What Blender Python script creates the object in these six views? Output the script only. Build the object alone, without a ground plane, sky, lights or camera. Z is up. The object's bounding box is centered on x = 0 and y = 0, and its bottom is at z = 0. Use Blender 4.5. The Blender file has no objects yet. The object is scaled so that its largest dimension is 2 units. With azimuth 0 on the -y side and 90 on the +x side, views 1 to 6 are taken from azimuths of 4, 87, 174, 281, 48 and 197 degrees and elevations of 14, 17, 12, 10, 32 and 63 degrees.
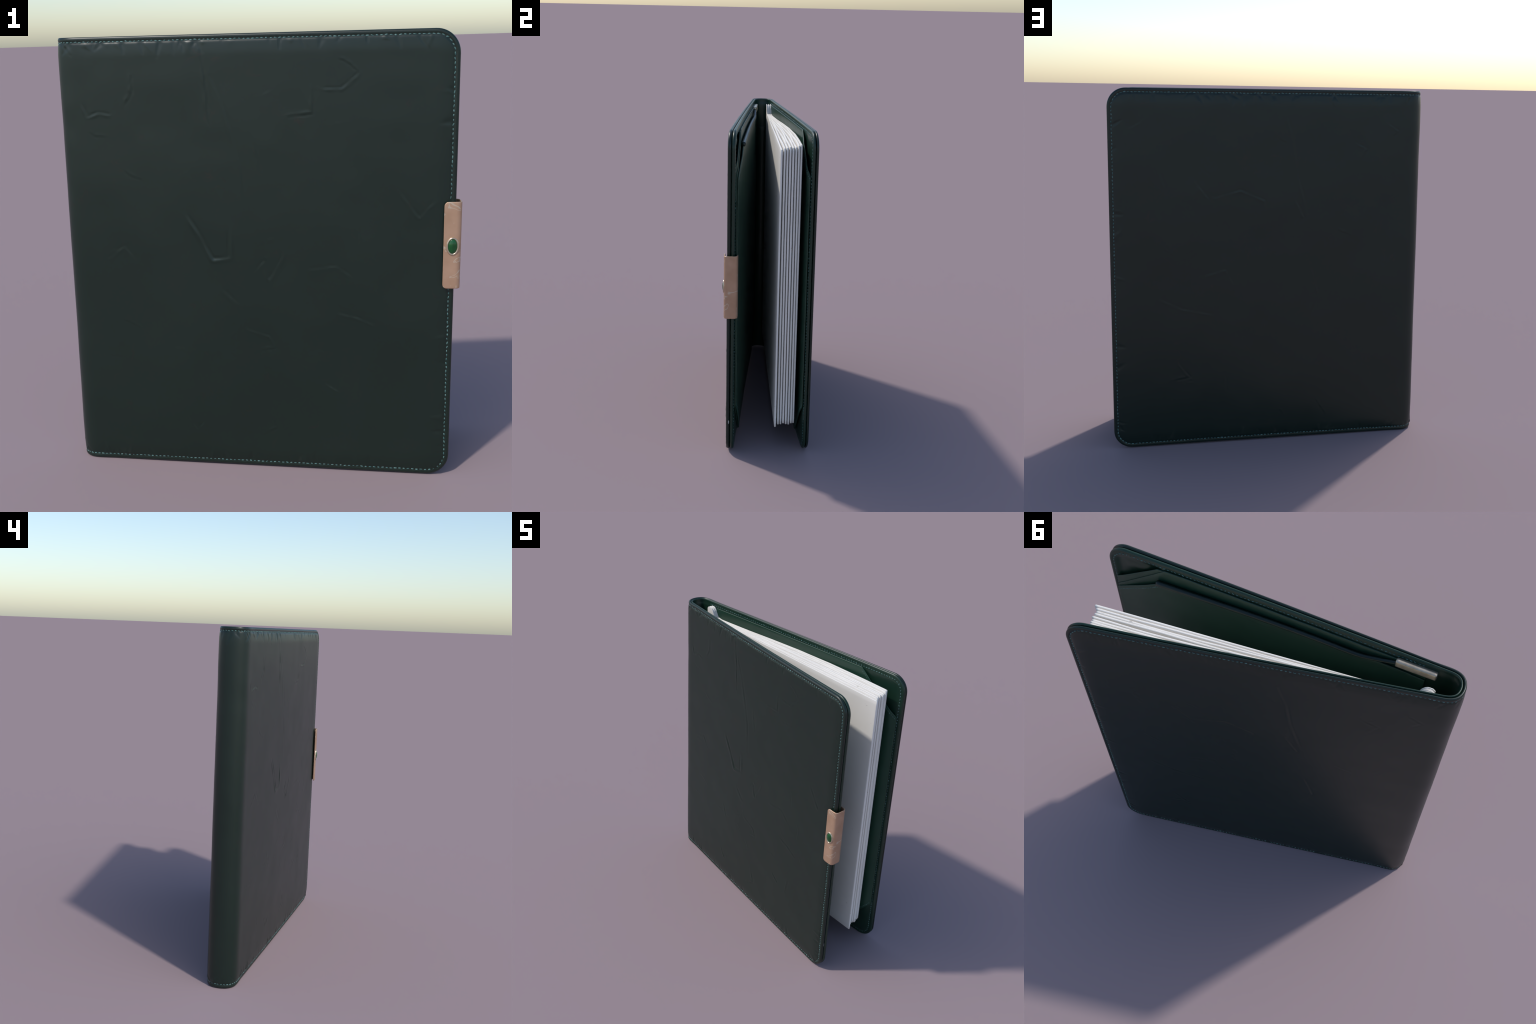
"""Leather planner standing on its lower edge, slightly open: padded two-layer cover,
stitched seam, inner pockets, eight thick sheets, brass clasp with a green stone."""
import bpy, math, random
import numpy as np

rng = np.random.default_rng(7)
H = 2.0                      # height of the cover
RC = 0.100                   # corner radius of the cover
XR = 0.863                   # fore edge of both covers

# ------------------------------------------------------------------ scene tree
root = bpy.data.objects.new("leather_planner", None)
bpy.context.collection.objects.link(root)
root["label"] = "dark green leather planner standing upright, slightly open, brass clasp"
root["category"] = "notebook"


def add_mesh(name, verts, faces, mat, parent=root, smooth=True):
    """verts (n,3) array; faces: list of (m,k) int arrays"""
    verts = np.asarray(verts, dtype=np.float64)
    me = bpy.data.meshes.new(name)
    flat = np.concatenate([np.asarray(f).reshape(-1) for f in faces]).astype(np.int32)
    sizes = np.concatenate([np.full(len(f), np.asarray(f).shape[1]) for f in faces]).astype(np.int32)
    starts = np.concatenate([[0], np.cumsum(sizes)[:-1]]).astype(np.int32)
    me.vertices.add(len(verts))
    me.vertices.foreach_set("co", verts.astype(np.float32).ravel())
    me.loops.add(len(flat))
    me.loops.foreach_set("vertex_index", flat)
    me.polygons.add(len(sizes))
    me.polygons.foreach_set("loop_start", starts)
    me.polygons.foreach_set("loop_total", sizes)
    me.polygons.foreach_set("use_smooth", np.full(len(sizes), smooth, dtype=bool))
    me.update(calc_edges=True)
    me.validate()
    me.materials.append(mat)
    ob = bpy.data.objects.new(name, me)
    bpy.context.collection.objects.link(ob)
    ob.parent = parent
    return ob


# ------------------------------------------------------------------ materials
def new_mat(name):
    m = bpy.data.materials.new(name)
    m.use_nodes = True
    nt = m.node_tree
    b = nt.nodes["Principled BSDF"]
    return m, nt, b


def N(nt, kind, **kw):
    n = nt.nodes.new(kind)
    for k, v in kw.items():
        if hasattr(n, k):
            setattr(n, k, v)
        else:
            n.inputs[k.replace("_", " ")].default_value = v
    return n


def ramp(nt, src, stops):
    r = nt.nodes.new("ShaderNodeValToRGB")
    e = r.color_ramp.elements
    while len(e) < len(stops):
        e.new(0.5)
    for el, (p, c) in zip(e, stops):
        el.position = p
        el.color = c if len(c) == 4 else (*c, 1)
    nt.links.new(src, r.inputs[0])
    return r.outputs[0]


def leather(name, base, light, scuff, rough, bump=0.25, scuff_amt=0.5):
    m, nt, b = new_mat(name)
    L = nt.links.new
    tc = N(nt, "ShaderNodeTexCoord")
    mp = N(nt, "ShaderNodeMapping")
    L(tc.outputs["Object"], mp.inputs[0])
    v = mp.outputs[0]
    # broad tonal drift
    n1 = N(nt, "ShaderNodeTexNoise", Scale=2.2, Detail=3.0, Roughness=0.55)
    L(v, n1.inputs["Vector"])
    mix = N(nt, "ShaderNodeMix", data_type="RGBA")
    mix.inputs["A"].default_value = (*base, 1)
    mix.inputs["B"].default_value = (*light, 1)
    L(ramp(nt, n1.outputs["Fac"], [(0.35, (0, 0, 0)), (0.7, (1, 1, 1))]), mix.inputs["Factor"])
    # sparse brown scuffs: thin contour of a warped noise, gated by a patch mask
    n2 = N(nt, "ShaderNodeTexNoise", Scale=5.5, Detail=2.0, Distortion=1.5)
    L(v, n2.inputs["Vector"])
    line = ramp(nt, n2.outputs["Fac"], [(0.485, (0, 0, 0)), (0.498, (1, 1, 1)), (0.51, (0, 0, 0))])
    n3 = N(nt, "ShaderNodeTexNoise", Scale=7.0, Detail=2.0)
    L(v, n3.inputs["Vector"])
    gate = ramp(nt, n3.outputs["Fac"], [(0.60, (0, 0, 0)), (0.68, (1, 1, 1))])
    mul = N(nt, "ShaderNodeMath", operation="MULTIPLY")
    L(line, mul.inputs[0])
    L(gate, mul.inputs[1])
    mul2 = N(nt, "ShaderNodeMath", operation="MULTIPLY")
    L(mul.outputs[0], mul2.inputs[0])
    mul2.inputs[1].default_value = scuff_amt
    mix2 = N(nt, "ShaderNodeMix", data_type="RGBA")
    L(mix.outputs["Result"], mix2.inputs["A"])
    mix2.inputs["B"].default_value = (*scuff, 1)
    L(mul2.outputs[0], mix2.inputs["Factor"])
    L(mix2.outputs["Result"], b.inputs["Base Color"])
    # gloss varies a little
    n4 = N(nt, "ShaderNodeTexNoise", Scale=4.0, Detail=4.0)
    L(v, n4.inputs["Vector"])
    rr = N(nt, "ShaderNodeMapRange")
    rr.inputs["To Min"].default_value = rough - 0.05
    rr.inputs["To Max"].default_value = rough + 0.06
    L(n4.outputs["Fac"], rr.inputs["Value"])
    L(rr.outputs["Result"], b.inputs["Roughness"])
    # faint grain
    g = N(nt, "ShaderNodeTexNoise", Scale=120.0, Detail=2.0)
    L(v, g.inputs["Vector"])
    bp = N(nt, "ShaderNodeBump", Strength=bump, Distance=0.0006)
    L(g.outputs["Fac"], bp.inputs["Height"])
    L(bp.outputs[0], b.inputs["Normal"])
    return m


M_OUT = leather("dark_green_leather", (0.0040, 0.0142, 0.0094), (0.0052, 0.0162, 0.0108),
                (0.024, 0.014, 0.011), 0.355, bump=0.04)
M_IN = leather("green_lining_leather", (0.0060, 0.0260, 0.0150), (0.0085, 0.0310, 0.0185),
               (0.030, 0.022, 0.016), 0.36, bump=0.10)
M_POCKET = leather("green_pocket_leather", (0.0110, 0.0440, 0.0260), (0.0150, 0.0520, 0.0310),
                   (0.045, 0.032, 0.022), 0.40, bump=0.10, scuff_amt=0.4)

m, nt, b = new_mat("teal_thread")
oi = N(nt, "ShaderNodeTexCoord")
wn = N(nt, "ShaderNodeTexNoise", Scale=60.0, Detail=1.0)
nt.links.new(oi.outputs["Object"], wn.inputs["Vector"])
nt.links.new(ramp(nt, wn.outputs["Fac"], [(0.35, (0.035, 0.095, 0.088)), (0.7, (0.115, 0.22, 0.205))]),
             b.inputs["Base Color"])
b.inputs["Roughness"].default_value = 0.5
M_THREAD = m


def paper():
    m, nt, b = new_mat("white_paper")
    L = nt.links.new
    tc = N(nt, "ShaderNodeTexCoord")
    n1 = N(nt, "ShaderNodeTexNoise", Scale=3.0, Detail=3.0)
    L(tc.outputs["Object"], n1.inputs["Vector"])
    base = ramp(nt, n1.outputs["Fac"], [(0.3, (0.82, 0.78, 0.715)), (0.7, (0.89, 0.855, 0.795))])
    # dark flecks and brown edge stains
    mp = N(nt, "ShaderNodeMapping")
    mp.inputs["Scale"].default_value = (14, 60, 40)
    L(tc.outputs["Object"], mp.inputs[0])
    n2 = N(nt, "ShaderNodeTexNoise", Scale=1.0, Detail=3.0)
    L(mp.outputs[0], n2.inputs["Vector"])
    fl = ramp(nt, n2.outputs["Fac"], [(0.70, (0, 0, 0)), (0.76, (0.6, 0.6, 0.6))])
    mix = N(nt, "ShaderNodeMix", data_type="RGBA")
    L(fl, mix.inputs["Factor"])
    L(base, mix.inputs["A"])
    mix.inputs["B"].default_value = (0.22, 0.19, 0.16, 1)
    L(mix.outputs["Result"], b.inputs["Base Color"])
    b.inputs["Roughness"].default_value = 0.7
    g = N(nt, "ShaderNodeTexNoise", Scale=30.0, Detail=4.0)
    L(tc.outputs["Object"], g.inputs["Vector"])
    bp = N(nt, "ShaderNodeBump", Strength=0.3, Distance=0.002)
    L(g.outputs["Fac"], bp.inputs["Height"])
    L(bp.outputs[0], b.inputs["Normal"])
    return m


M_PAPER = paper()


def brass():
    m, nt, b = new_mat("worn_rose_brass")
    L = nt.links.new
    tc = N(nt, "ShaderNodeTexCoord")
    n1 = N(nt, "ShaderNodeTexNoise", Scale=14.0, Detail=4.0)
    L(tc.outputs["Object"], n1.inputs["Vector"])
    base = ramp(nt, n1.outputs["Fac"], [(0.3, (0.48, 0.30, 0.19)), (0.7, (0.56, 0.36, 0.24))])
    n2 = N(nt, "ShaderNodeTexNoise", Scale=9.0, Detail=2.0, Distortion=2.0)
    L(tc.outputs["Object"], n2.inputs["Vector"])
    sc = ramp(nt, n2.outputs["Fac"], [(0.60, (0, 0, 0)), (0.63, (1, 1, 1)), (0.66, (0, 0, 0))])
    mix = N(nt, "ShaderNodeMix", data_type="RGBA")
    L(sc, mix.inputs["Factor"])
    L(base, mix.inputs["A"])
    mix.inputs["B"].default_value = (0.62, 0.52, 0.40, 1)
    L(mix.outputs["Result"], b.inputs["Base Color"])
    b.inputs["Metallic"].default_value = 0.45
    b.inputs["Roughness"].default_value = 0.42
    return m


M_BRASS = brass()

m, nt, b = new_mat("polished_gold")
tc = N(nt, "ShaderNodeTexCoord")
n1 = N(nt, "ShaderNodeTexNoise", Scale=30.0, Detail=3.0)
nt.links.new(tc.outputs["Object"], n1.inputs["Vector"])
nt.links.new(ramp(nt, n1.outputs["Fac"], [(0.3, (0.52, 0.42, 0.30)), (0.7, (0.68, 0.58, 0.44))]),
             b.inputs["Base Color"])
b.inputs["Metallic"].default_value = 0.75
b.inputs["Roughness"].default_value = 0.28
M_GOLD = m

m, nt, b = new_mat("green_stone")
tc = N(nt, "ShaderNodeTexCoord")
n1 = N(nt, "ShaderNodeTexNoise", Scale=25.0, Detail=2.0)
nt.links.new(tc.outputs["Object"], n1.inputs["Vector"])
nt.links.new(ramp(nt, n1.outputs["Fac"], [(0.3, (0.004, 0.045, 0.012)), (0.7, (0.010, 0.100, 0.024))]),
             b.inputs["Base Color"])
b.inputs["Roughness"].default_value = 0.18
M_GEM = m

# ------------------------------------------------------------------ the folded path of the cover
NP = 1500


def path_level(xs, hw, yc):
    """outer surface of the cover in plan: front board, round spine, back board"""
    cx = xs + hw
    q = np.linspace(0, 1, 500)
    fx = XR + (cx - XR) * q
    fy = -0.2530 + (yc - hw + 0.2530) * q - 0.006 * 4 * q * (1 - q)
    a = np.linspace(0, math.pi, 260)[1:-1]
    pw = lambda v: np.sign(v) * np.abs(v) ** 0.83     # slightly squarer than a circle
    sx = cx - hw * pw(np.sin(a))
    sy = yc - hw * pw(np.cos(a))
    bx = cx + (XR - cx) * q
    by = yc + hw + (0.2715 - yc - hw) * q + 0.003 * 4 * q * (1 - q)
    P = np.stack([np.r_[fx, sx, bx], np.r_[fy, sy, by]], 1)
    s = np.r_[0, np.cumsum(np.linalg.norm(np.diff(P, axis=0), axis=1))]
    u = np.linspace(0, s[-1], NP)
    P = np.stack([np.interp(u, s, P[:, 0]), np.interp(u, s, P[:, 1])], 1)
    ks = np.ones(25) / 25                      # ease the boards into the spine
    def ease(c):
        lo = c[0] + (c[1] - c[0]) * np.arange(-12, 0)
        hi = c[-1] + (c[-1] - c[-2]) * np.arange(1, 13)
        return np.convolve(np.r_[lo, c, hi], ks, "valid")
    P = np.stack([ease(ease(P[:, 0])), ease(ease(P[:, 1]))], 1)
    T = np.gradient(P, axis=0)
    T /= np.linalg.norm(T, axis=1)[:, None]
    k = np.ones(41) / 41                       # soften the change of direction at the spine
    Nn = np.stack([-T[:, 1], T[:, 0]], 1)      # candidate normal
    Nn = np.stack([np.convolve(np.pad(Nn[:, i], 20, mode="edge"), k, "valid") for i in (0, 1)], 1)
    Nn /= np.linalg.norm(Nn, axis=1)[:, None]
    if Nn[50, 1] < 0:
        Nn = -Nn
    return P, Nn, s[-1]


P0, N0, L0 = path_level(-0.8915, 0.091, 0.006)
P1, N1, L1 = path_level(-0.8605, 0.086, 0.006)
LT = 0.5 * (L0 + L1)
TT = np.linspace(0, LT, NP)
S_FRONT = LT * 0.463          # where the front board ends and the spine starts
S_BACK = LT * 0.537


def thick(s):
    """total thickness factor: the front board is a little fatter than the back one"""
    return np.interp(s, [0, S_FRONT, S_BACK, 0.76 * LT, 0.90 * LT, LT], [0.055, 0.035, 0.033, 0.036, 0.040, 0.046])


def cover_map(s, z, n):
    """(arc, height, inward depth as fraction-metres) -> xyz"""
    w = np.clip(z / H, 0, 1)
    f = lambda A, i: np.interp(s, TT, A[:, i])
    px = f(P0, 0) * (1 - w) + f(P1, 0) * w
    py = f(P0, 1) * (1 - w) + f(P1, 1) * w
    nx = f(N0, 0) * (1 - w) + f(N1, 0) * w
    ny = f(N0, 1) * (1 - w) + f(N1, 1) * w
    # beyond the ends continue straight along x
    ex = np.where(s < 0, -s, np.where(s > LT, s - LT, 0.0))
    # the boards sag a touch: top a few mm lower at the fore edge, bottom edge slightly arched
    board = np.clip((px + 0.80) / 1.66, 0, 1)
    zz = z - 0.007 * board * w + 0.0045 * np.sin(np.pi * board) * (1 - w)
    return np.stack([px + ex + nx * n, py + ny * n, zz], -1)


def s_of_x(x, side):
    """arc position of a given x on one of the boards (mid height)"""
    px = 0.5 * (P0[:, 0] + P1[:, 0])
    k = int(NP * 0.46)
    if side == "front":
        return float(np.interp(-x, -px[:k], TT[:k]))
    return float(np.interp(x, px[-k:], TT[-k:]))


# ------------------------------------------------------------------ slab builder
def slab(cols, zlo, zhi, rows, n_out, n_in, mapping, R, in_skip=1):
    """closed sheet over the domain {cols, zlo(s)..zhi(s)}; the two faces lie at n_out(s,z)
    and n_in(s,z), the rim is a half round of radius R standing proud of the grid's border"""
    s = np.asarray(cols)
    t = rows
    S = np.repeat(s[None, :], len(t), 0)
    Z = zlo(s)[None, :] + t[:, None] * (zhi(s) - zlo(s))[None, :]
    nr, nc = S.shape
    A = mapping(S, Z, n_out(S, Z)).reshape(-1, 3)
    B = mapping(S, Z, n_in(S, Z)).reshape(-1, 3)
    idx = np.arange(nr * nc).reshape(nr, nc)
    q = np.stack([idx[:-1, :-1], idx[:-1, 1:], idx[1:, 1:], idx[1:, :-1]], -1).reshape(-1, 4)
    off = nr * nc
    loop = np.r_[idx[0, :-1], idx[:-1, -1], idx[-1, :0:-1], idx[:0:-1, 0]]
    ls, lz = S.ravel()[loop], Z.ravel()[loop]
    ds = np.roll(ls, -1) - np.roll(ls, 1)
    dz = np.roll(lz, -1) - np.roll(lz, 1)
    ln = np.hypot(ds, dz) + 1e-12
    os_, oz_ = dz / ln, -ds / ln
    no, ni = n_out(ls, lz), n_in(ls, lz)
    K = 8
    rings = []
    for k in range(1, K):
        a = math.pi * k / K
        r = R * math.sin(a)
        nn = 0.5 * (no + ni) + 0.5 * (no - ni) * math.cos(a)
        rings.append(mapping(ls + os_ * r, lz + oz_ * r, nn))
    V = np.concatenate([A, B] + rings)
    m_ = len(loop)
    ids = [loop] + [2 * off + k * m_ + np.arange(m_) for k in range(K - 1)] + [loop + off]
    side = []
    for a_, b_ in zip(ids[:-1], ids[1:]):
        side.append(np.stack([a_, b_, np.roll(b_, -1), np.roll(a_, -1)], -1))
    return V, [q[:, ::-1] if False else q, (q + off)[:, ::-1], np.concatenate(side)]


def smooth01(x):
    x = np.clip(x, 0, 1)
    return x * x * (3 - 2 * x)


def edge_dist(s, z):
    """distance inward from the rounded-rectangle outline of the cover"""
    qx = np.abs(s - LT / 2) - (LT / 2 - RC)
    qz = np.abs(z - H / 2) - (H / 2 - RC)
    return RC - (np.hypot(np.maximum(qx, 0), np.maximum(qz, 0)) + np.minimum(np.maximum(qx, qz), 0))


def value_noise(s, z, cell, seed):
    r = np.random.default_rng(seed)
    G = r.uniform(-1, 1, (64, 64))
    a, b_ = s / cell, z / cell
    i, j = np.floor(a).astype(int), np.floor(b_).astype(int)
    u, v = smooth01(a - i), smooth01(b_ - j)
    g = lambda x, y: G[x % 64, y % 64]
    return ((g(i, j) * (1 - u) + g(i + 1, j) * u) * (1 - v) +
            (g(i, j + 1) * (1 - u) + g(i + 1, j + 1) * u) * v)


# --- creases: polylines on the boards given as (x, z) points, depth in metres
front_creases = [
    ([(-0.30, 1.22), (-0.24, 1.12), (-0.19, 1.02), (-0.12, 1.03), (-0.12, 1.15)], 0.0048, 0.014),
    ([(-0.22, 1.93), (-0.20, 1.80), (-0.19, 1.62)], 0.0030, 0.011),
    ([(-0.18, 1.83), (-0.13, 1.72), (-0.09, 1.58), (-0.05, 1.42), (-0.04, 1.22)], 0.0016, 0.014),
    ([(-0.76, 1.72), (-0.74, 1.66), (-0.69, 1.68), (-0.64, 1.67)], 0.0026, 0.010),
    ([(-0.53, 1.83), (-0.53, 1.76), (-0.57, 1.70)], 0.0022, 0.010),
    ([(0.26, 1.76), (0.26, 1.66), (0.16, 1.65)], 0.0024, 0.010),
    ([(0.30, 1.77), (0.38, 1.77), (0.45, 1.83)], 0.0020, 0.010),
    ([(0.01, 1.55), (0.03, 1.42)], 0.0016, 0.010),
    ([(0.36, 0.78), (0.45, 0.76), (0.52, 0.73)], 0.0026, 0.009),
    ([(-0.04, 0.69), (0.06, 0.66), (0.09, 0.60), (0.0, 0.58)], 0.0022, 0.009),
    ([(0.31, 0.44), (0.37, 0.40)], 0.0028, 0.010),
    ([(0.48, 0.50), (0.46, 0.38)], 0.0018, 0.010),
    ([(-0.01, 0.96), (0.04, 1.02), (0.06, 0.93), (0.12, 1.04)], 0.0026, 0.010),
    ([(0.63, 1.33), (0.71, 1.22), (0.78, 1.30)], 0.0020, 0.010),
    ([(-0.68, 1.02), (-0.60, 1.08), (-0.55, 1.01)], 0.0016, 0.011),
    ([(-0.31, 0.65), (-0.28, 0.56)], 0.0020, 0.010),
    ([(-0.33, 0.24), (-0.29, 0.18), (-0.25, 0.23)], 0.0022, 0.009),
    ([(0.06, 0.30), (0.09, 0.20), (0.02, 0.16)], 0.0024, 0.010),
    ([(0.24, 0.98), (0.36, 1.00), (0.44, 0.94)], 0.0014, 0.012),
    ([(-0.15, 0.88), (-0.09, 0.82)], 0.0018, 0.016),
]
back_creases = [
    ([(-0.10, 1.85), (-0.14, 1.72), (-0.16, 1.55), (-0.20, 1.40), (-0.22, 1.32)], 0.0022, 0.011),
    ([(0.30, 1.42), (0.16, 1.46), (0.02, 1.40), (0.03, 1.30)], 0.0016, 0.011),
    ([(0.40, 1.50), (0.32, 1.40)], 0.0016, 0.011),
    ([(-0.14, 1.42), (-0.20, 1.30), (-0.16, 1.27)], 0.0024, 0.010),
    ([(0.12, 1.18), (0.13, 1.08)], 0.0018, 0.010),
    ([(0.38, 0.98), (0.24, 1.02), (0.20, 0.94)], 0.0018, 0.011),
    ([(-0.24, 1.03), (-0.29, 0.86), (-0.24, 0.74)], 0.0020, 0.011),
    ([(0.50, 0.48), (0.44, 0.40), (0.54, 0.38)], 0.0022, 0.010),
    ([(0.60, 0.86), (0.48, 0.80), (0.30, 0.76)], 0.0014, 0.011),
    ([(0.24, 0.42), (0.24, 0.28)], 0.0016, 0.010),
    ([(-0.48, 1.72), (-0.56, 1.68), (-0.52, 1.62)], 0.0018, 0.010),
    ([(-0.68, 1.82), (-0.74, 1.78), (-0.70, 1.74)], 0.0014, 0.012),
    ([(0.60, 1.58), (0.56, 1.46)], 0.0016, 0.011),
]


def crease_list():
    out = []
    for src, side in ((front_creases, "front"), (back_creases, "back")):
        for pts, d, w in src:
            out.append(([(s_of_x(x, side), z) for x, z in pts], d, w))
    for _ in range(46):                        # short random nicks
        s0, z0 = rng.uniform(0.1, LT - 0.1), rng.uniform(0.1, 1.9)
        if S_FRONT - 0.05 < s0 < S_BACK + 0.05:
            continue
        a, l = rng.uniform(0, math.pi), rng.uniform(0.02, 0.07)
        a2 = a + rng.uniform(-0.9, 0.9)
        p1 = (s0 + l * math.cos(a), z0 + l * math.sin(a))
        p2 = (p1[0] + 0.6 * l * math.cos(a2), p1[1] + 0.6 * l * math.sin(a2))
        out.append(([(s0, z0), p1, p2], rng.uniform(0.0006, 0.0016), rng.uniform(0.006, 0.010)))
    return out


CREASES = crease_list()


def crease_field(s, z):
    """inward depth: a groove with a raised lip on one side, fading at both ends"""
    D = np.zeros_like(s)
    for pts, depth, w in CREASES:
        p = np.array(pts)
        lo, hi = p.min(0) - 4 * w, p.max(0) + 4 * w
        msk = (s > lo[0]) & (s < hi[0]) & (z > lo[1]) & (z < hi[1])
        if not msk.any():
            continue
        ss, zz = s[msk], z[msk]
        best = np.full(ss.shape, 1e9)
        sg = np.zeros(ss.shape)
        al = np.zeros(ss.shape)
        seg = np.linalg.norm(np.diff(p, axis=0), axis=1)
        tot, run = seg.sum(), 0.0
        for (a, b_), l in zip(zip(p[:-1], p[1:]), seg):
            d = (b_ - a) / l
            u = np.clip((ss - a[0]) * d[0] + (zz - a[1]) * d[1], 0, l)
            vx, vz = ss - a[0] - u * d[0], zz - a[1] - u * d[1]
            dist = np.hypot(vx, vz)
            up = dist < best
            best = np.where(up, dist, best)
            sg = np.where(up, d[0] * vz - d[1] * vx, sg)
            al = np.where(up, (run + u) / tot, al)
            run += l
        fade = np.sin(np.pi * np.clip(al * 0.84 + 0.08, 0, 1)) ** 0.6
        wob = 0.65 + 0.35 * np.sin(al * 17 + depth * 9000)
        g = 0.8 * np.exp(-(best / (0.35 * w)) ** 2) - 0.55 * np.exp(-((np.sign(sg) * best - 0.8 * w) / (0.7 * w)) ** 2)
        D[msk] += 1.2 * depth * fade * wob * g
    return D


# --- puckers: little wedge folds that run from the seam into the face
def pucker_list(n):
    out = []
    for _ in range(n):
        e = rng.choice(4, p=[0.42, 0.40, 0.09, 0.09])
        if e == 0:
            s0, z0, a = rng.uniform(0.02, LT - 0.02), H - 0.022, -math.pi / 2
        elif e == 1:
            s0, z0, a = rng.uniform(0.02, LT - 0.02), 0.022, math.pi / 2
        elif e == 2:
            s0, z0, a = 0.022, rng.uniform(0.1, 1.9), 0.0
        else:
            s0, z0, a = LT - 0.022, rng.uniform(0.1, 1.9), math.pi
        a += rng.normal(0, 0.45)
        out.append((s0, z0, a, rng.uniform(0.02, 0.085), rng.uniform(0.008, 0.026),
                    rng.uniform(0.0015, 0.0042) * (rng.choice([1, -1.2]) if e == 1 else rng.choice([1, 1, -0.6]))))
    return out


PUCK = pucker_list(230)


def pucker_field(s, z):
    D = np.zeros_like(s)
    for s0, z0, a, l, w, dep in PUCK:
        msk = (np.abs(s - s0) < l + w) & (np.abs(z - z0) < l + w)
        if not msk.any():
            continue
        c, sn = math.cos(a), math.sin(a)
        u = (s[msk] - s0) * c + (z[msk] - z0) * sn
        v = -(s[msk] - s0) * sn + (z[msk] - z0) * c
        k = np.clip(1 - u / l, 0, 1) * smooth01((u - 0.004) / 0.009)
        ww = w * np.clip(1 - u / l, 0.05, 1)
        D[msk] += dep * np.sqrt(k) * np.clip(1 - np.abs(v) / ww, 0, 1)
    return D


SEAM = 0.022


def outer_relief(s, z, amount=1.0):
    d = edge_dist(s, z)
    on_spine = smooth01((s - S_FRONT + 0.10) / 0.10) * smooth01((S_BACK + 0.10 - s) / 0.10)
    pad = (0.006 - 0.0035 * on_spine) * (1 - smooth01(d / 0.09)) ** 1.25
    seam = 0.0032 * np.exp(-((d - SEAM) / 0.0055) ** 2)
    und = 0.0011 * value_noise(s, z, 0.23, 3) + 0.0005 * value_noise(s, z, 0.09, 4)
    und = und * smooth01(d / 0.06)
    return pad + seam + amount * (und + crease_field(s, z) + pucker_field(s, z))


def back_hollow(s, z):
    """the back board is thinner behind the sheets, inside its padded rim"""
    return np.interp(s, [S_BACK, S_BACK + 0.15, 0.76 * LT, 0.90 * LT, LT], [0, 0.004, 0.0095, 0.005, 0]) * \
        smooth01((edge_dist(s, z) - 0.03) / 0.05)


def inner_relief(s, z):
    d = edge_dist(s, z)
    pad = 0.005 * (1 - smooth01(d / 0.06))
    seam = 0.0025 * np.exp(-((d - SEAM) / 0.0055) ** 2)
    und = 0.0008 * value_noise(s + 9, z, 0.12, 5) * smooth01(d / 0.05)
    # hollow behind the mouth of each pocket, at the upper fore corner
    e = np.minimum(s, LT - s)
    hollow = smooth01((0.33 - e) / 0.10) * smooth01((z - 1.70) / 0.10) * smooth01((d - 0.020) / 0.035)
    hollow = hollow * np.where(s < LT / 2, 0.013, 0.006) * (1 + 0.35 * value_noise(s, z, 0.06, 21))
    return pad + seam + und + hollow + back_hollow(s, z)


def board_grid(R, step_s, step_z):
    r = RC - R
    arc = R + r * (1 - np.cos(np.linspace(0, math.pi / 2, 16)))
    mid = np.linspace(RC, LT - RC, int((LT - 2 * RC) / step_s))[1:-1]
    cols = np.r_[arc, mid, (LT - arc)[::-1]]
    def half(s):
        q = np.minimum(s, LT - s) - R
        x = np.clip(r - q, 0, r)
        return H / 2 - R - (r - np.sqrt(np.maximum(r * r - x * x, 0)))
    zlo = lambda s: H / 2 - half(s)
    zhi = lambda s: H / 2 + half(s)
    # rows denser near the seams
    n = int(H / step_z)
    u = np.linspace(0, 1, n)
    rows = u - 0.06 * np.sin(2 * np.pi * u) / (2 * np.pi) * 2.0
    return cols, zlo, zhi, rows


SPLIT = 0.51                                   # where outer leather meets lining, share of thickness
R_RIM = 0.0115
cols, zlo, zhi, rows = board_grid(R_RIM, 0.0062, 0.0062)
V, F = slab(cols, zlo, zhi, rows, lambda s, z: outer_relief(s, z),
            lambda s, z: thick(s) * SPLIT - 0.0003 + 0 * z, cover_map, R_RIM)
cover = add_mesh("cover", V, F, M_OUT)

cols, zlo, zhi, rows = board_grid(R_RIM, 0.012, 0.012)
V, F = slab(cols, zlo, zhi, rows, lambda s, z: thick(s) * SPLIT + 0.0006 + 0 * z,
            lambda s, z: thick(s) - inner_relief(s, z), cover_map, R_RIM)
lining = add_mesh("lining", V, F, M_IN)


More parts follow.
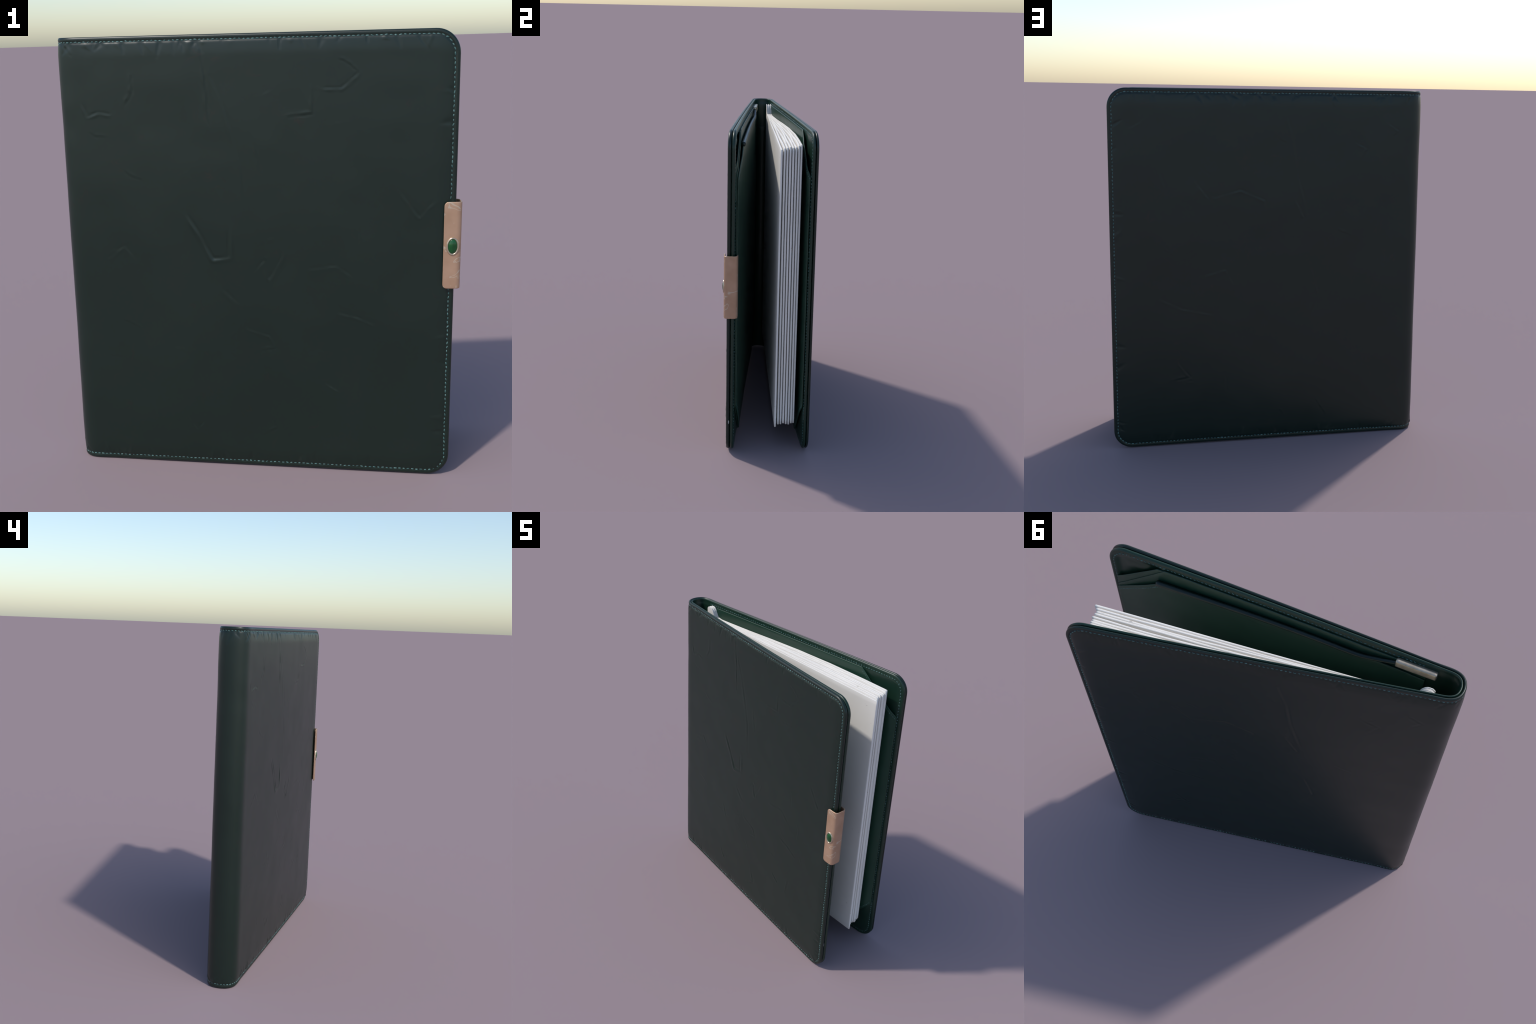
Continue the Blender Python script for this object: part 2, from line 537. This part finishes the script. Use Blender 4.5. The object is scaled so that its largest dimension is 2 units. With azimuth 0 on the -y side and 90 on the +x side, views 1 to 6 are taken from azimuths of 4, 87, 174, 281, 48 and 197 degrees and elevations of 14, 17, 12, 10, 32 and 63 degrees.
# ------------------------------------------------------------------ stitching
def outline_points(inset, pitch):
    """evenly spaced points with tangents along the rounded rectangle, inset from the edge"""
    r = RC - inset
    hx, hz = LT / 2 - RC, H / 2 - RC
    pts = []
    for cx, cz, a0 in ((LT / 2 + hx, H / 2 + hz, 0), (LT / 2 - hx, H / 2 + hz, 90),
                       (LT / 2 - hx, H / 2 - hz, 180), (LT / 2 + hx, H / 2 - hz, 270)):
        for a in np.radians(np.linspace(a0, a0 + 90, 24)):
            pts.append((cx + r * math.cos(a), cz + r * math.sin(a)))
    p = np.array(pts + pts[:1])
    l = np.r_[0, np.cumsum(np.linalg.norm(np.diff(p, axis=0), axis=1))]
    n = int(l[-1] / pitch)
    u = np.arange(n) / n * l[-1]
    q = np.stack([np.interp(u, l, p[:, 0]), np.interp(u, l, p[:, 1])], 1)
    q2 = np.stack([np.interp((u + 1e-3) % l[-1], l, p[:, 0]), np.interp((u + 1e-3) % l[-1], l, p[:, 1])], 1)
    t = (q2 - q) / np.linalg.norm(q2 - q, axis=1)[:, None]
    return q, t


def capsule(nseg=6, nring=6):
    """unit stitch along +x from -1 to 1, radius 1 (scaled later)"""
    v, f = [(-1, 0, 0)], []
    us = np.linspace(-0.92, 0.92, nring)
    for u in us:
        r = math.sqrt(1 - abs(u) ** 3)
        for k in range(nseg):
            a = 2 * math.pi * k / nseg
            v.append((u, r * math.cos(a), r * math.sin(a)))
    v.append((1, 0, 0))
    e = len(v) - 1
    t3, q4 = [], []
    for k in range(nseg):
        k2 = (k + 1) % nseg
        t3.append((0, 1 + k2, 1 + k))
        t3.append((e, e - nseg + k, e - nseg + k2))
        for i in range(nring - 1):
            a, b_ = 1 + i * nseg + k, 1 + i * nseg + k2
            q4.append((a, b_, b_ + nseg, a + nseg))
    return np.array(v), np.array(t3), np.array(q4)


CV, CT, CQ = capsule()


def stitch_run(q, t, depth_fn, mapping, half=0.0072, rad=0.0031, jit=0.22, skip=None):
    Vs, Ts, Qs = [], [], []
    k = 0
    for (s0, z0), (ts, tz) in zip(q, t):
        if skip and skip(s0, z0):
            continue
        a = rng.normal(0, jit)
        c, sn = math.cos(a), math.sin(a)
        ts2, tz2 = ts * c - tz * sn, ts * sn + tz * c
        h, r = half * rng.uniform(0.75, 1.15), rad * rng.uniform(0.8, 1.2)
        o = rng.normal(0, 0.0007)
        ds = CV[:, 0] * h * ts2 + (CV[:, 1] * r + o) * -tz2
        dz = CV[:, 0] * h * tz2 + (CV[:, 1] * r + o) * ts2
        ss, zz = s0 + ds, z0 + dz
        base = depth_fn(np.array([s0]), np.array([z0]))[0]
        bend = 0.0012 * CV[:, 0] ** 2
        Vs.append(mapping(ss, zz, base + (CV[:, 2] * r * 0.8) + (bend if base < 0.025 else -bend)))
        Ts.append(CT + k)
        Qs.append(CQ + k)
        k += len(CV)
    return np.concatenate(Vs), [np.concatenate(Ts), np.concatenate(Qs)]


def in_clasp(s, z):
    return s < 0.08 and 0.90 < z < 1.285


q, t = outline_points(SEAM, 0.0192)
V, F = stitch_run(q, t, lambda s, z: outer_relief(s, z, 0) - 0.0006, cover_map, skip=in_clasp)
st = add_mesh("stitching", V, F, M_THREAD)
st["kind"] = "stuff"
q, t = outline_points(SEAM + 0.003, 0.0192)
V, F = stitch_run(q, t, lambda s, z: thick(s) - inner_relief(s, z) + 0.0004, cover_map, half=0.0062, rad=0.0025, jit=0.3,
                  skip=lambda s, z: in_clasp(s, z) or S_FRONT - 0.12 < s < S_BACK + 0.03)
st = add_mesh("stitching", V, F, M_THREAD)
st["kind"] = "stuff"

# ------------------------------------------------------------------ inner pockets
PT = 0.006                                     # pocket leather thickness


def pocket(side, top_pts, bot_pts, n0, name, x_in, x_out, lift=None, nz=110, ns=170):
    """panel on the lining; top_pts / bot_pts: (x, z) corner points of its upper and lower edge"""
    sa, sb = sorted((s_of_x(x_out, side), s_of_x(x_in, side)))
    R = PT * 0.4
    base = np.linspace(sa + R, sb - R, ns)
    kn = [s_of_x(x, side) for x, _ in top_pts + bot_pts]
    cols_ = np.unique(np.r_[base, [k for k in kn if sa + R < k < sb - R]])
    def poly(pts):
        p = sorted((s_of_x(x, side), z) for x, z in pts)
        xs_, zs_ = [a for a, _ in p], [b_ for _, b_ in p]
        return lambda s: np.interp(s, xs_, zs_)
    hi, lo = poly(top_pts), poly(bot_pts)
    def off(s, z):
        o = thick(s) - back_hollow(s, z) + n0 + 0.0007 * value_noise(s + 3, z, 0.07, 11)
        if lift is not None:
            o = o + lift(s, z, hi, lo)
        return o
    V_, F_ = slab(cols_, lambda s: lo(s) + R, lambda s: hi(s) - R, np.linspace(0, 1, nz),
                  off, lambda s, z: off(s, z) + PT, cover_map, R)
    ob = add_mesh(name, V_, F_, M_POCKET)
    return ob, off, hi, lo


def mouth_lift(amount, width=0.12):
    def fn(s, z, hi, lo):
        side = np.minimum(s, LT - s)
        near = smooth01((0.34 - side) / 0.12) * smooth01((side - 0.03) / 0.05)
        return amount * near * (np.exp(-((hi(s) - z) / width) ** 2) + 0.6 * np.exp(-((z - lo(s)) / width) ** 2))
    return fn


# top edge of the front pocket carries a rolled hem that stands away from the lining
def hem_lift(s, z, hi, lo):
    along = smooth01((s - 0.03) / 0.18) * smooth01((1.50 - s) / 0.25)
    belly = smooth01((hi(s) - z) / 0.42) * smooth01((z - 0.05) / 0.35) * smooth01((s - 0.05) / 0.45) * \
        smooth01((1.60 - s) / 0.25)
    return (0.002 + 0.010 * along) * np.exp(-((hi(s) - z) / 0.16) ** 2) + 0.021 * belly + \
        mouth_lift(0.006)(s, z, hi, lo) * (z < 1)


bot = [(-0.70, 0.03), (0.585, 0.03), (0.838, 0.312)]
under, _, _, _ = pocket("front", [(-0.70, 1.966), (0.560, 1.970), (0.836, 1.752)], bot, -0.0005,
                        "pocket", -0.70, 0.836, mouth_lift(0.003))
frontp, off_f, hi_f, lo_f = pocket(
    "front", [(-0.70, 1.90), (-0.50, 1.915), (-0.2, 1.918), (0.2, 1.908), (0.590, 1.888), (0.834, 1.740)],
    [(-0.70, 0.034), (0.585, 0.034), (0.834, 0.316)], PT - 0.0002, "pocket", -0.70, 0.834, hem_lift)
backp, off_b, hi_b, lo_b = pocket(
    "back", [(-0.70, 1.967), (0.550, 1.972), (0.838, 1.745)], [(-0.70, 0.03), (0.60, 0.03), (0.838, 0.312)],
    0.0, "pocket", -0.70, 0.838,
    lambda s, z, hi, lo: mouth_lift(0.010)(s, z, hi, lo) + 0.008 * smooth01((LT - s) / 0.15) *
    smooth01((0.42 - (LT - s)) / 0.2) * smooth01((hi(s) - z) / 0.4) * smooth01((z - 0.1) / 0.3))
# small inner fold showing in the mouth of each pocket
fold, _, _, _ = pocket("front", [(0.40, 1.962), (0.600, 1.962), (0.836, 1.80)],
                       [(0.40, 1.70), (0.834, 1.60)], -0.0060, "pocket_gusset", 0.42, 0.836, mouth_lift(0.004), 40, 40)
# spine reinforcement
sp_s = np.linspace(S_FRONT - 0.01, S_BACK + 0.01, 40)
V, F = slab(sp_s, lambda s: 0.20 + 0 * s, lambda s: 1.79 + 0 * s, np.linspace(0, 1, 60),
            lambda s, z: thick(s) - 0.001, lambda s, z: thick(s) + 0.004, cover_map, 0.002)
add_mesh("spine_lining", V, F, M_IN)


def edge_stitches(fn, side, x0, x1, off, sign, inset=0.012):
    sa, sb = s_of_x(x0, side), s_of_x(x1, side)
    n = 24
    s = np.linspace(sa, sb, n)
    z = fn(s) + sign * inset * 1.6
    q_ = np.stack([s, z], 1)
    t_ = np.gradient(q_, axis=0)
    t_ /= np.linalg.norm(t_, axis=1)[:, None]
    return stitch_run(q_, t_, lambda a, b_: off(a, b_) + PT, cover_map, half=0.005, rad=0.002)


allv, allt, allq, k = [], [], [], 0
for args in ((hi_f, "front", 0.600, 0.825, off_f, -1), (lo_f, "front", 0.60, 0.825, off_f, 1),
             (hi_b, "back", 0.560, 0.825, off_b, -1), (lo_b, "back", 0.610, 0.825, off_b, 1)):
    V, F = edge_stitches(*args)
    allv.append(V)
    allt.append(F[0] + k)
    allq.append(F[1] + k)
    k += len(V)
st = add_mesh("stitching", np.concatenate(allv), [np.concatenate(allt), np.concatenate(allq)], M_THREAD)
st["kind"] = "stuff"


# ------------------------------------------------------------------ tubes (hem and corded edges)
def tube(name, pts, radii, mat, parent=root, nseg=14, sub=12):
    p = np.array(pts, float)
    u = np.arange(len(p))
    uu = np.linspace(0, len(p) - 1, (len(p) - 1) * sub + 1)
    def cr(c):                                  # Catmull-Rom through the control points
        e = np.r_[2 * c[0] - c[1], c, 2 * c[-1] - c[-2]]
        i = np.minimum(uu.astype(int), len(c) - 2)
        f = uu - i
        a, b_, c_, d = e[i], e[i + 1], e[i + 2], e[i + 3]
        return 0.5 * (2 * b_ + (c_ - a) * f + (2 * a - 5 * b_ + 4 * c_ - d) * f ** 2 + (3 * b_ - a - 3 * c_ + d) * f ** 3)
    c = np.stack([cr(p[:, i]) for i in range(3)], 1)
    r = np.interp(uu, u, radii)
    T = np.gradient(c, axis=0)
    T /= np.linalg.norm(T, axis=1)[:, None]
    up = np.array([0, 0, 1.0])
    A = np.cross(T, up)
    A /= np.linalg.norm(A, axis=1)[:, None]
    B = np.cross(A, T)
    ang = np.linspace(0, 2 * np.pi, nseg, endpoint=False)
    ring = c[:, None, :] + r[:, None, None] * (np.cos(ang)[None, :, None] * A[:, None, :] + np.sin(ang)[None, :, None] * B[:, None, :])
    n = len(c)
    idx = np.arange(n * nseg).reshape(n, nseg)
    q_ = np.stack([idx[:-1], np.roll(idx[:-1], -1, 1), np.roll(idx[1:], -1, 1), idx[1:]], -1).reshape(-1, 4)
    V_ = np.concatenate([ring.reshape(-1, 3), [c[0] - T[0] * r[0] * 0.3], [c[-1] + T[-1] * r[-1] * 0.3]])
    e0, e1 = n * nseg, n * nseg + 1
    tri = np.concatenate([np.stack([np.full(nseg, e0), np.roll(idx[0], -1), idx[0]], -1),
                          np.stack([np.full(nseg, e1), idx[-1], np.roll(idx[-1], -1)], -1)])
    return add_mesh(name, V_, [q_, tri], mat, parent)


def on_front(x, z, extra):
    s = s_of_x(x, "front")
    return cover_map(np.array([s]), np.array([z]), off_f(np.array([s]), np.array([z])) + PT / 2 + extra)[0]


hem_pts = [on_front(x, z, 0.002) for x, z in ((0.600, 1.890), (0.45, 1.896), (0.2, 1.908), (0.0, 1.915),
                                                (-0.2, 1.918), (-0.38, 1.917), (-0.47, 1.93))]
hem_pts.append(np.array([-0.545, -0.056, 1.950]))
hem = tube("pocket_hem", hem_pts, [0.0135, 0.013, 0.012, 0.011, 0.011, 0.011, 0.010, 0.009], M_OUT)

# ------------------------------------------------------------------ sheets of paper
PAGES = 8
PTH = 0.0110


def page_mid(i, x, z):
    """middle surface y of sheet i: bound flat at the spine, fanned out at the fore edge"""
    f = i / (PAGES - 1)
    xs_ = [-0.735, -0.70, -0.60, -0.37, -0.16, 0.06, 0.32, 0.60, 0.83]
    front = np.interp(x, xs_, [0.0345, 0.0345, 0.040, 0.043, 0.046, 0.049, 0.052, 0.0545, 0.0570])
    back = np.interp(x, xs_, [0.066, 0.066, 0.073, 0.097, 0.124, 0.149, 0.166, 0.172, 0.1715])
    # at the fore edge the first sheet stands a little apart from the rest
    g = f + smooth01((x + 0.2) / 0.8) * (0.022 if 0 < i < 7 else 0.0)
    y = front * (1 - g) + back * g
    amp = 0.0022 * smooth01((x + 0.6) / 0.5) * smooth01((0.8 - x) / 0.3)
    y = y + amp * np.sin(2 * math.pi * (x * (0.9 + 0.1 * i) + 0.37 * i)) * (0.3 + 0.7 * (z / 2) ** 2) * (0.2 + (0 < i < 7))
    return y


for i in range(PAGES):
    f = i / (PAGES - 1)
    x1 = (0.818 if i == 0 else 0.804 - 0.018 * f) + rng.normal(0, 0.0025)
    x0 = -0.735 + 0.003 * (i % 3)
    xs_ = np.unique(np.r_[np.linspace(x0, x1, 150), -0.69, -0.675, -0.66])
    top1 = 1.886 + 0.022 * f + rng.normal(0, 0.003)
    ztab = 1.970 - 0.004 * (i % 3)
    tab_x = [x0, x0 + 0.012, -0.700, -0.685, -0.665, -0.63, x1]
    zh = lambda x, t1=top1, tx=tab_x, zt=ztab: np.interp(x, tx, [zt - 0.012, zt, zt, zt - 0.015, 1.905, 1.898, t1])
    zb = 0.158 + rng.uniform(0, 0.010) + 0.008 * (i > 0)
    zl = lambda x, zb=zb: zb + 0 * x
    th = PTH * np.ones(1)
    def pm(s, z, n, i=i):
        return np.stack([s, page_mid(i, s, z) + n, z], -1)
    tk = lambda x: np.interp(x, [-0.70, -0.2, 0.3], [0.0046, 0.0085, PTH])
    V, F = slab(xs_, zl, zh, np.linspace(0, 1, 60), lambda s, z, tk=tk: -tk(s) / 2 + 0 * z,
                lambda s, z, tk=tk: tk(s) / 2 + 0 * z, pm, 0.003)
    add_mesh("page", V, F, M_PAPER)

# glued core that closes the gaps a little way inside the fore edge
def core_map(s, z, n):
    f_ = 0.04 + 0.92 * n
    return np.stack([s, page_mid(0, s, z) * (1 - f_) + page_mid(7, s, z) * f_, z], -1)
V, F = slab(np.linspace(-0.72, 0.755, 120), lambda x: 0.185 + 0 * x,
            lambda x: np.interp(x, [-0.72, -0.70, -0.66, 0.8], [1.952, 1.952, 1.875, 1.866]), np.linspace(0, 1, 60),
            lambda s, z: 0 * s, lambda s, z: 1 + 0 * s, core_map, 0.002)
add_mesh("page_core", V, F, M_PAPER)

# leather divider behind the sheets
def dv(s, z, n):
    y = np.interp(s, [-0.75, -0.68, -0.5, -0.25], [0.066, 0.078, 0.096, 0.121]) + n
    return np.stack([s, y, z], -1)
xs_ = np.linspace(-0.748, -0.25, 60)
V, F = slab(xs_, lambda x: 0.17 + 0 * x,
            lambda x: np.interp(x, [-0.75, -0.70, -0.63, -0.56, -0.4, 0.4], [1.952, 1.945, 1.925, 1.893, 1.880, 1.870]),
            np.linspace(0, 1, 50), lambda s, z: -0.002 + 0 * s, lambda s, z: 0.002 + 0 * s, dv, 0.0015)
add_mesh("divider", V, F, M_POCKET)


# ------------------------------------------------------------------ metal parts
def swept_plate(name, prof, z0, z1, rc, mat, nz=60, parent=root, wall=0.006):
    """sheet-metal strip: open plan profile prof (x, y) extruded from z0 to z1 with a wall thickness;
    the free ends of the profile get corners of radius rc"""
    p = np.array(prof, float)
    l = np.r_[0, np.cumsum(np.linalg.norm(np.diff(p, axis=0), axis=1))]
    LL = l[-1]
    R = wall * 0.45
    r = rc - R
    arc = R + r * (1 - np.cos(np.linspace(0, math.pi / 2, 8)))
    cs = np.r_[arc, np.linspace(rc, LL - rc, 70)[1:-1], (LL - arc)[::-1]]
    T = np.gradient(p, axis=0)
    T /= np.linalg.norm(T, axis=1)[:, None]
    Nn = np.stack([-T[:, 1], T[:, 0]], 1)
    hz, cz = (z1 - z0) / 2, (z0 + z1) / 2
    def half(s):
        q_ = np.minimum(s, LL - s) - R
        x = np.clip(r - q_, 0, r)
        return hz - R - (r - np.sqrt(np.maximum(r * r - x * x, 0)))
    def mp(s, z, n):
        f = lambda A, i: np.interp(s, l, A[:, i])
        return np.stack([f(p, 0) + f(Nn, 0) * n, f(p, 1) + f(Nn, 1) * n, z + 0 * s], -1)
    V_, F_ = slab(cs, lambda s: cz - half(s), lambda s: cz + half(s), np.linspace(0, 1, nz),
                  lambda s, z: -wall / 2 + 0 * s, lambda s, z: wall / 2 + 0 * s, mp, R)
    return add_mesh(name, V_, F_, mat, parent)


def rounded_profile(pts, rad, n=10):
    out = [np.array(pts[0], float)]
    for a, b_, c in zip(pts[:-2], pts[1:-1], pts[2:]):
        a, b_, c = map(lambda v: np.array(v, float), (a, b_, c))
        u, v = (a - b_) / np.linalg.norm(a - b_), (c - b_) / np.linalg.norm(c - b_)
        for k in np.linspace(0, 1, n):
            p0, p1 = b_ + u * rad, b_ + v * rad
            out.append((1 - k) ** 2 * p0 + 2 * k * (1 - k) * b_ + k * k * p1)
    out.append(np.array(pts[-1], float))
    o = np.array(out)
    l = np.r_[0, np.cumsum(np.linalg.norm(np.diff(o, axis=0), axis=1))]
    uu = np.linspace(0, l[-1], 160)
    return np.stack([np.interp(uu, l, o[:, 0]), np.interp(uu, l, o[:, 1])], 1)


prof = rounded_profile([(0.812, -0.2585), (0.886, -0.2625), (0.886, -0.186), (0.835, -0.184)], 0.024)
clasp = swept_plate("clasp", prof, 0.902, 1.283, 0.018, M_BRASS)


def dome(name, cx, cy, cz, rx, rz, h, mat, parent, power=2.0, flat=0.0, nr=14, na=48):
    V_, F4 = [], []
    for i in range(nr):
        u = i / (nr - 1)
        rr = math.sin(u * math.pi / 2)
        hh = math.cos(u * math.pi / 2) ** (2.0 / power)
        for k in range(na):
            a = 2 * math.pi * k / na
            V_.append((cx + rx * rr * math.cos(a) if i else cx, cy - h * hh, cz + rz * rr * math.sin(a) if i else cz))
    base = len(V_)
    for k in range(na):                        # skirt into the plate
        a = 2 * math.pi * k / na
        V_.append((cx + rx * math.cos(a), cy + 0.006, cz + rz * math.sin(a)))
    idx = np.arange((nr + 1) * na).reshape(nr + 1, na)
    q_ = np.stack([idx[:-1], np.roll(idx[:-1], -1, 1), np.roll(idx[1:], -1, 1), idx[1:]], -1).reshape(-1, 4)
    return add_mesh(name, V_, [q_, idx[-1][None, :]], mat, parent)


GX, GZ = 0.850, 1.091
# bezel: elliptical ring
na, nb = 64, 16
ring = []
for k in range(na):
    a = 2 * math.pi * k / na
    for j in range(nb):
        b2 = 2 * math.pi * j / nb
        rr = 0.0045 * math.cos(b2)
        ring.append((GX + (0.0230 + rr) * math.cos(a), -0.2625 - 0.0065 * math.sin(b2), GZ + (0.0355 + rr) * math.sin(a)))
idx = np.arange(na * nb).reshape(na, nb)
q_ = np.stack([idx, np.roll(idx, -1, 0), np.roll(np.roll(idx, -1, 0), -1, 1), np.roll(idx, -1, 1)], -1).reshape(-1, 4)
add_mesh("gem_setting", ring, [q_], M_GOLD, clasp)
dome("gemstone", GX, -0.2605, GZ, 0.0215, 0.0340, 0.0125, M_GEM, clasp)

# metal clip on the end of the pocket hem, beside the spine
pa, pb = np.array([-0.728, -0.0435]), np.array([-0.540, -0.0590])
d = (pb - pa) / np.linalg.norm(pb - pa)
nrm = np.array([-d[1], d[0]])
LLc = np.linalg.norm(pb - pa)


def clip_map(s, z, n):
    b_ = pa[None, :] if np.ndim(s) == 1 else pa[None, None, :]
    xy = b_ + s[..., None] * d + n[..., None] * nrm
    return np.concatenate([xy, z[..., None]], -1)


V, F = slab(np.linspace(0.006, LLc - 0.006, 30), lambda s: 1.937 + 0 * s, lambda s: 1.966 + 0 * s,
            np.linspace(0, 1, 10), lambda s, z: -0.014 + 0 * s, lambda s, z: 0.014 + 0 * s, clip_map, 0.006)
add_mesh("clip", V, F, M_GOLD)

# small pale oval spot on the fore edge, low on the front board
m, nt, b = new_mat("mottled_pale_grey")
tc = N(nt, "ShaderNodeTexCoord")
n1 = N(nt, "ShaderNodeTexNoise", Scale=90.0, Detail=2.0)
nt.links.new(tc.outputs["Object"], n1.inputs["Vector"])
nt.links.new(ramp(nt, n1.outputs["Fac"], [(0.3, (0.34, 0.36, 0.34)), (0.7, (0.62, 0.62, 0.58))]), b.inputs["Base Color"])
b.inputs["Roughness"].default_value = 0.6
for sx_, sz_, frac, hz_ in ((0.0, 0.221, 0.40, 0.012),):
    out = -1 if sx_ == 0 else 1
    V, Q = [], []
    for j in range(9):
        for k in range(9):
            u, v = (j - 4) / 4, (k - 4) / 4
            dn = thick(np.array([sx_]))[0] * frac + v * 0.003 * math.sqrt(max(0, 1 - u * u))
            cen = 0.0170
            bulge = R_RIM * math.sqrt(max(0.0, 1 - ((dn - cen) / 0.0108) ** 2))
            V.append(cover_map(np.array([sx_ + out * (bulge - R_RIM + 0.0009)]), np.array([sz_ + u * hz_]), np.array([dn]))[0])
    idx = np.arange(81).reshape(9, 9)
    q_ = np.stack([idx[:-1, :-1], idx[:-1, 1:], idx[1:, 1:], idx[1:, :-1]], -1).reshape(-1, 4)
    add_mesh("pale_spot", V, [q_], m, cover)
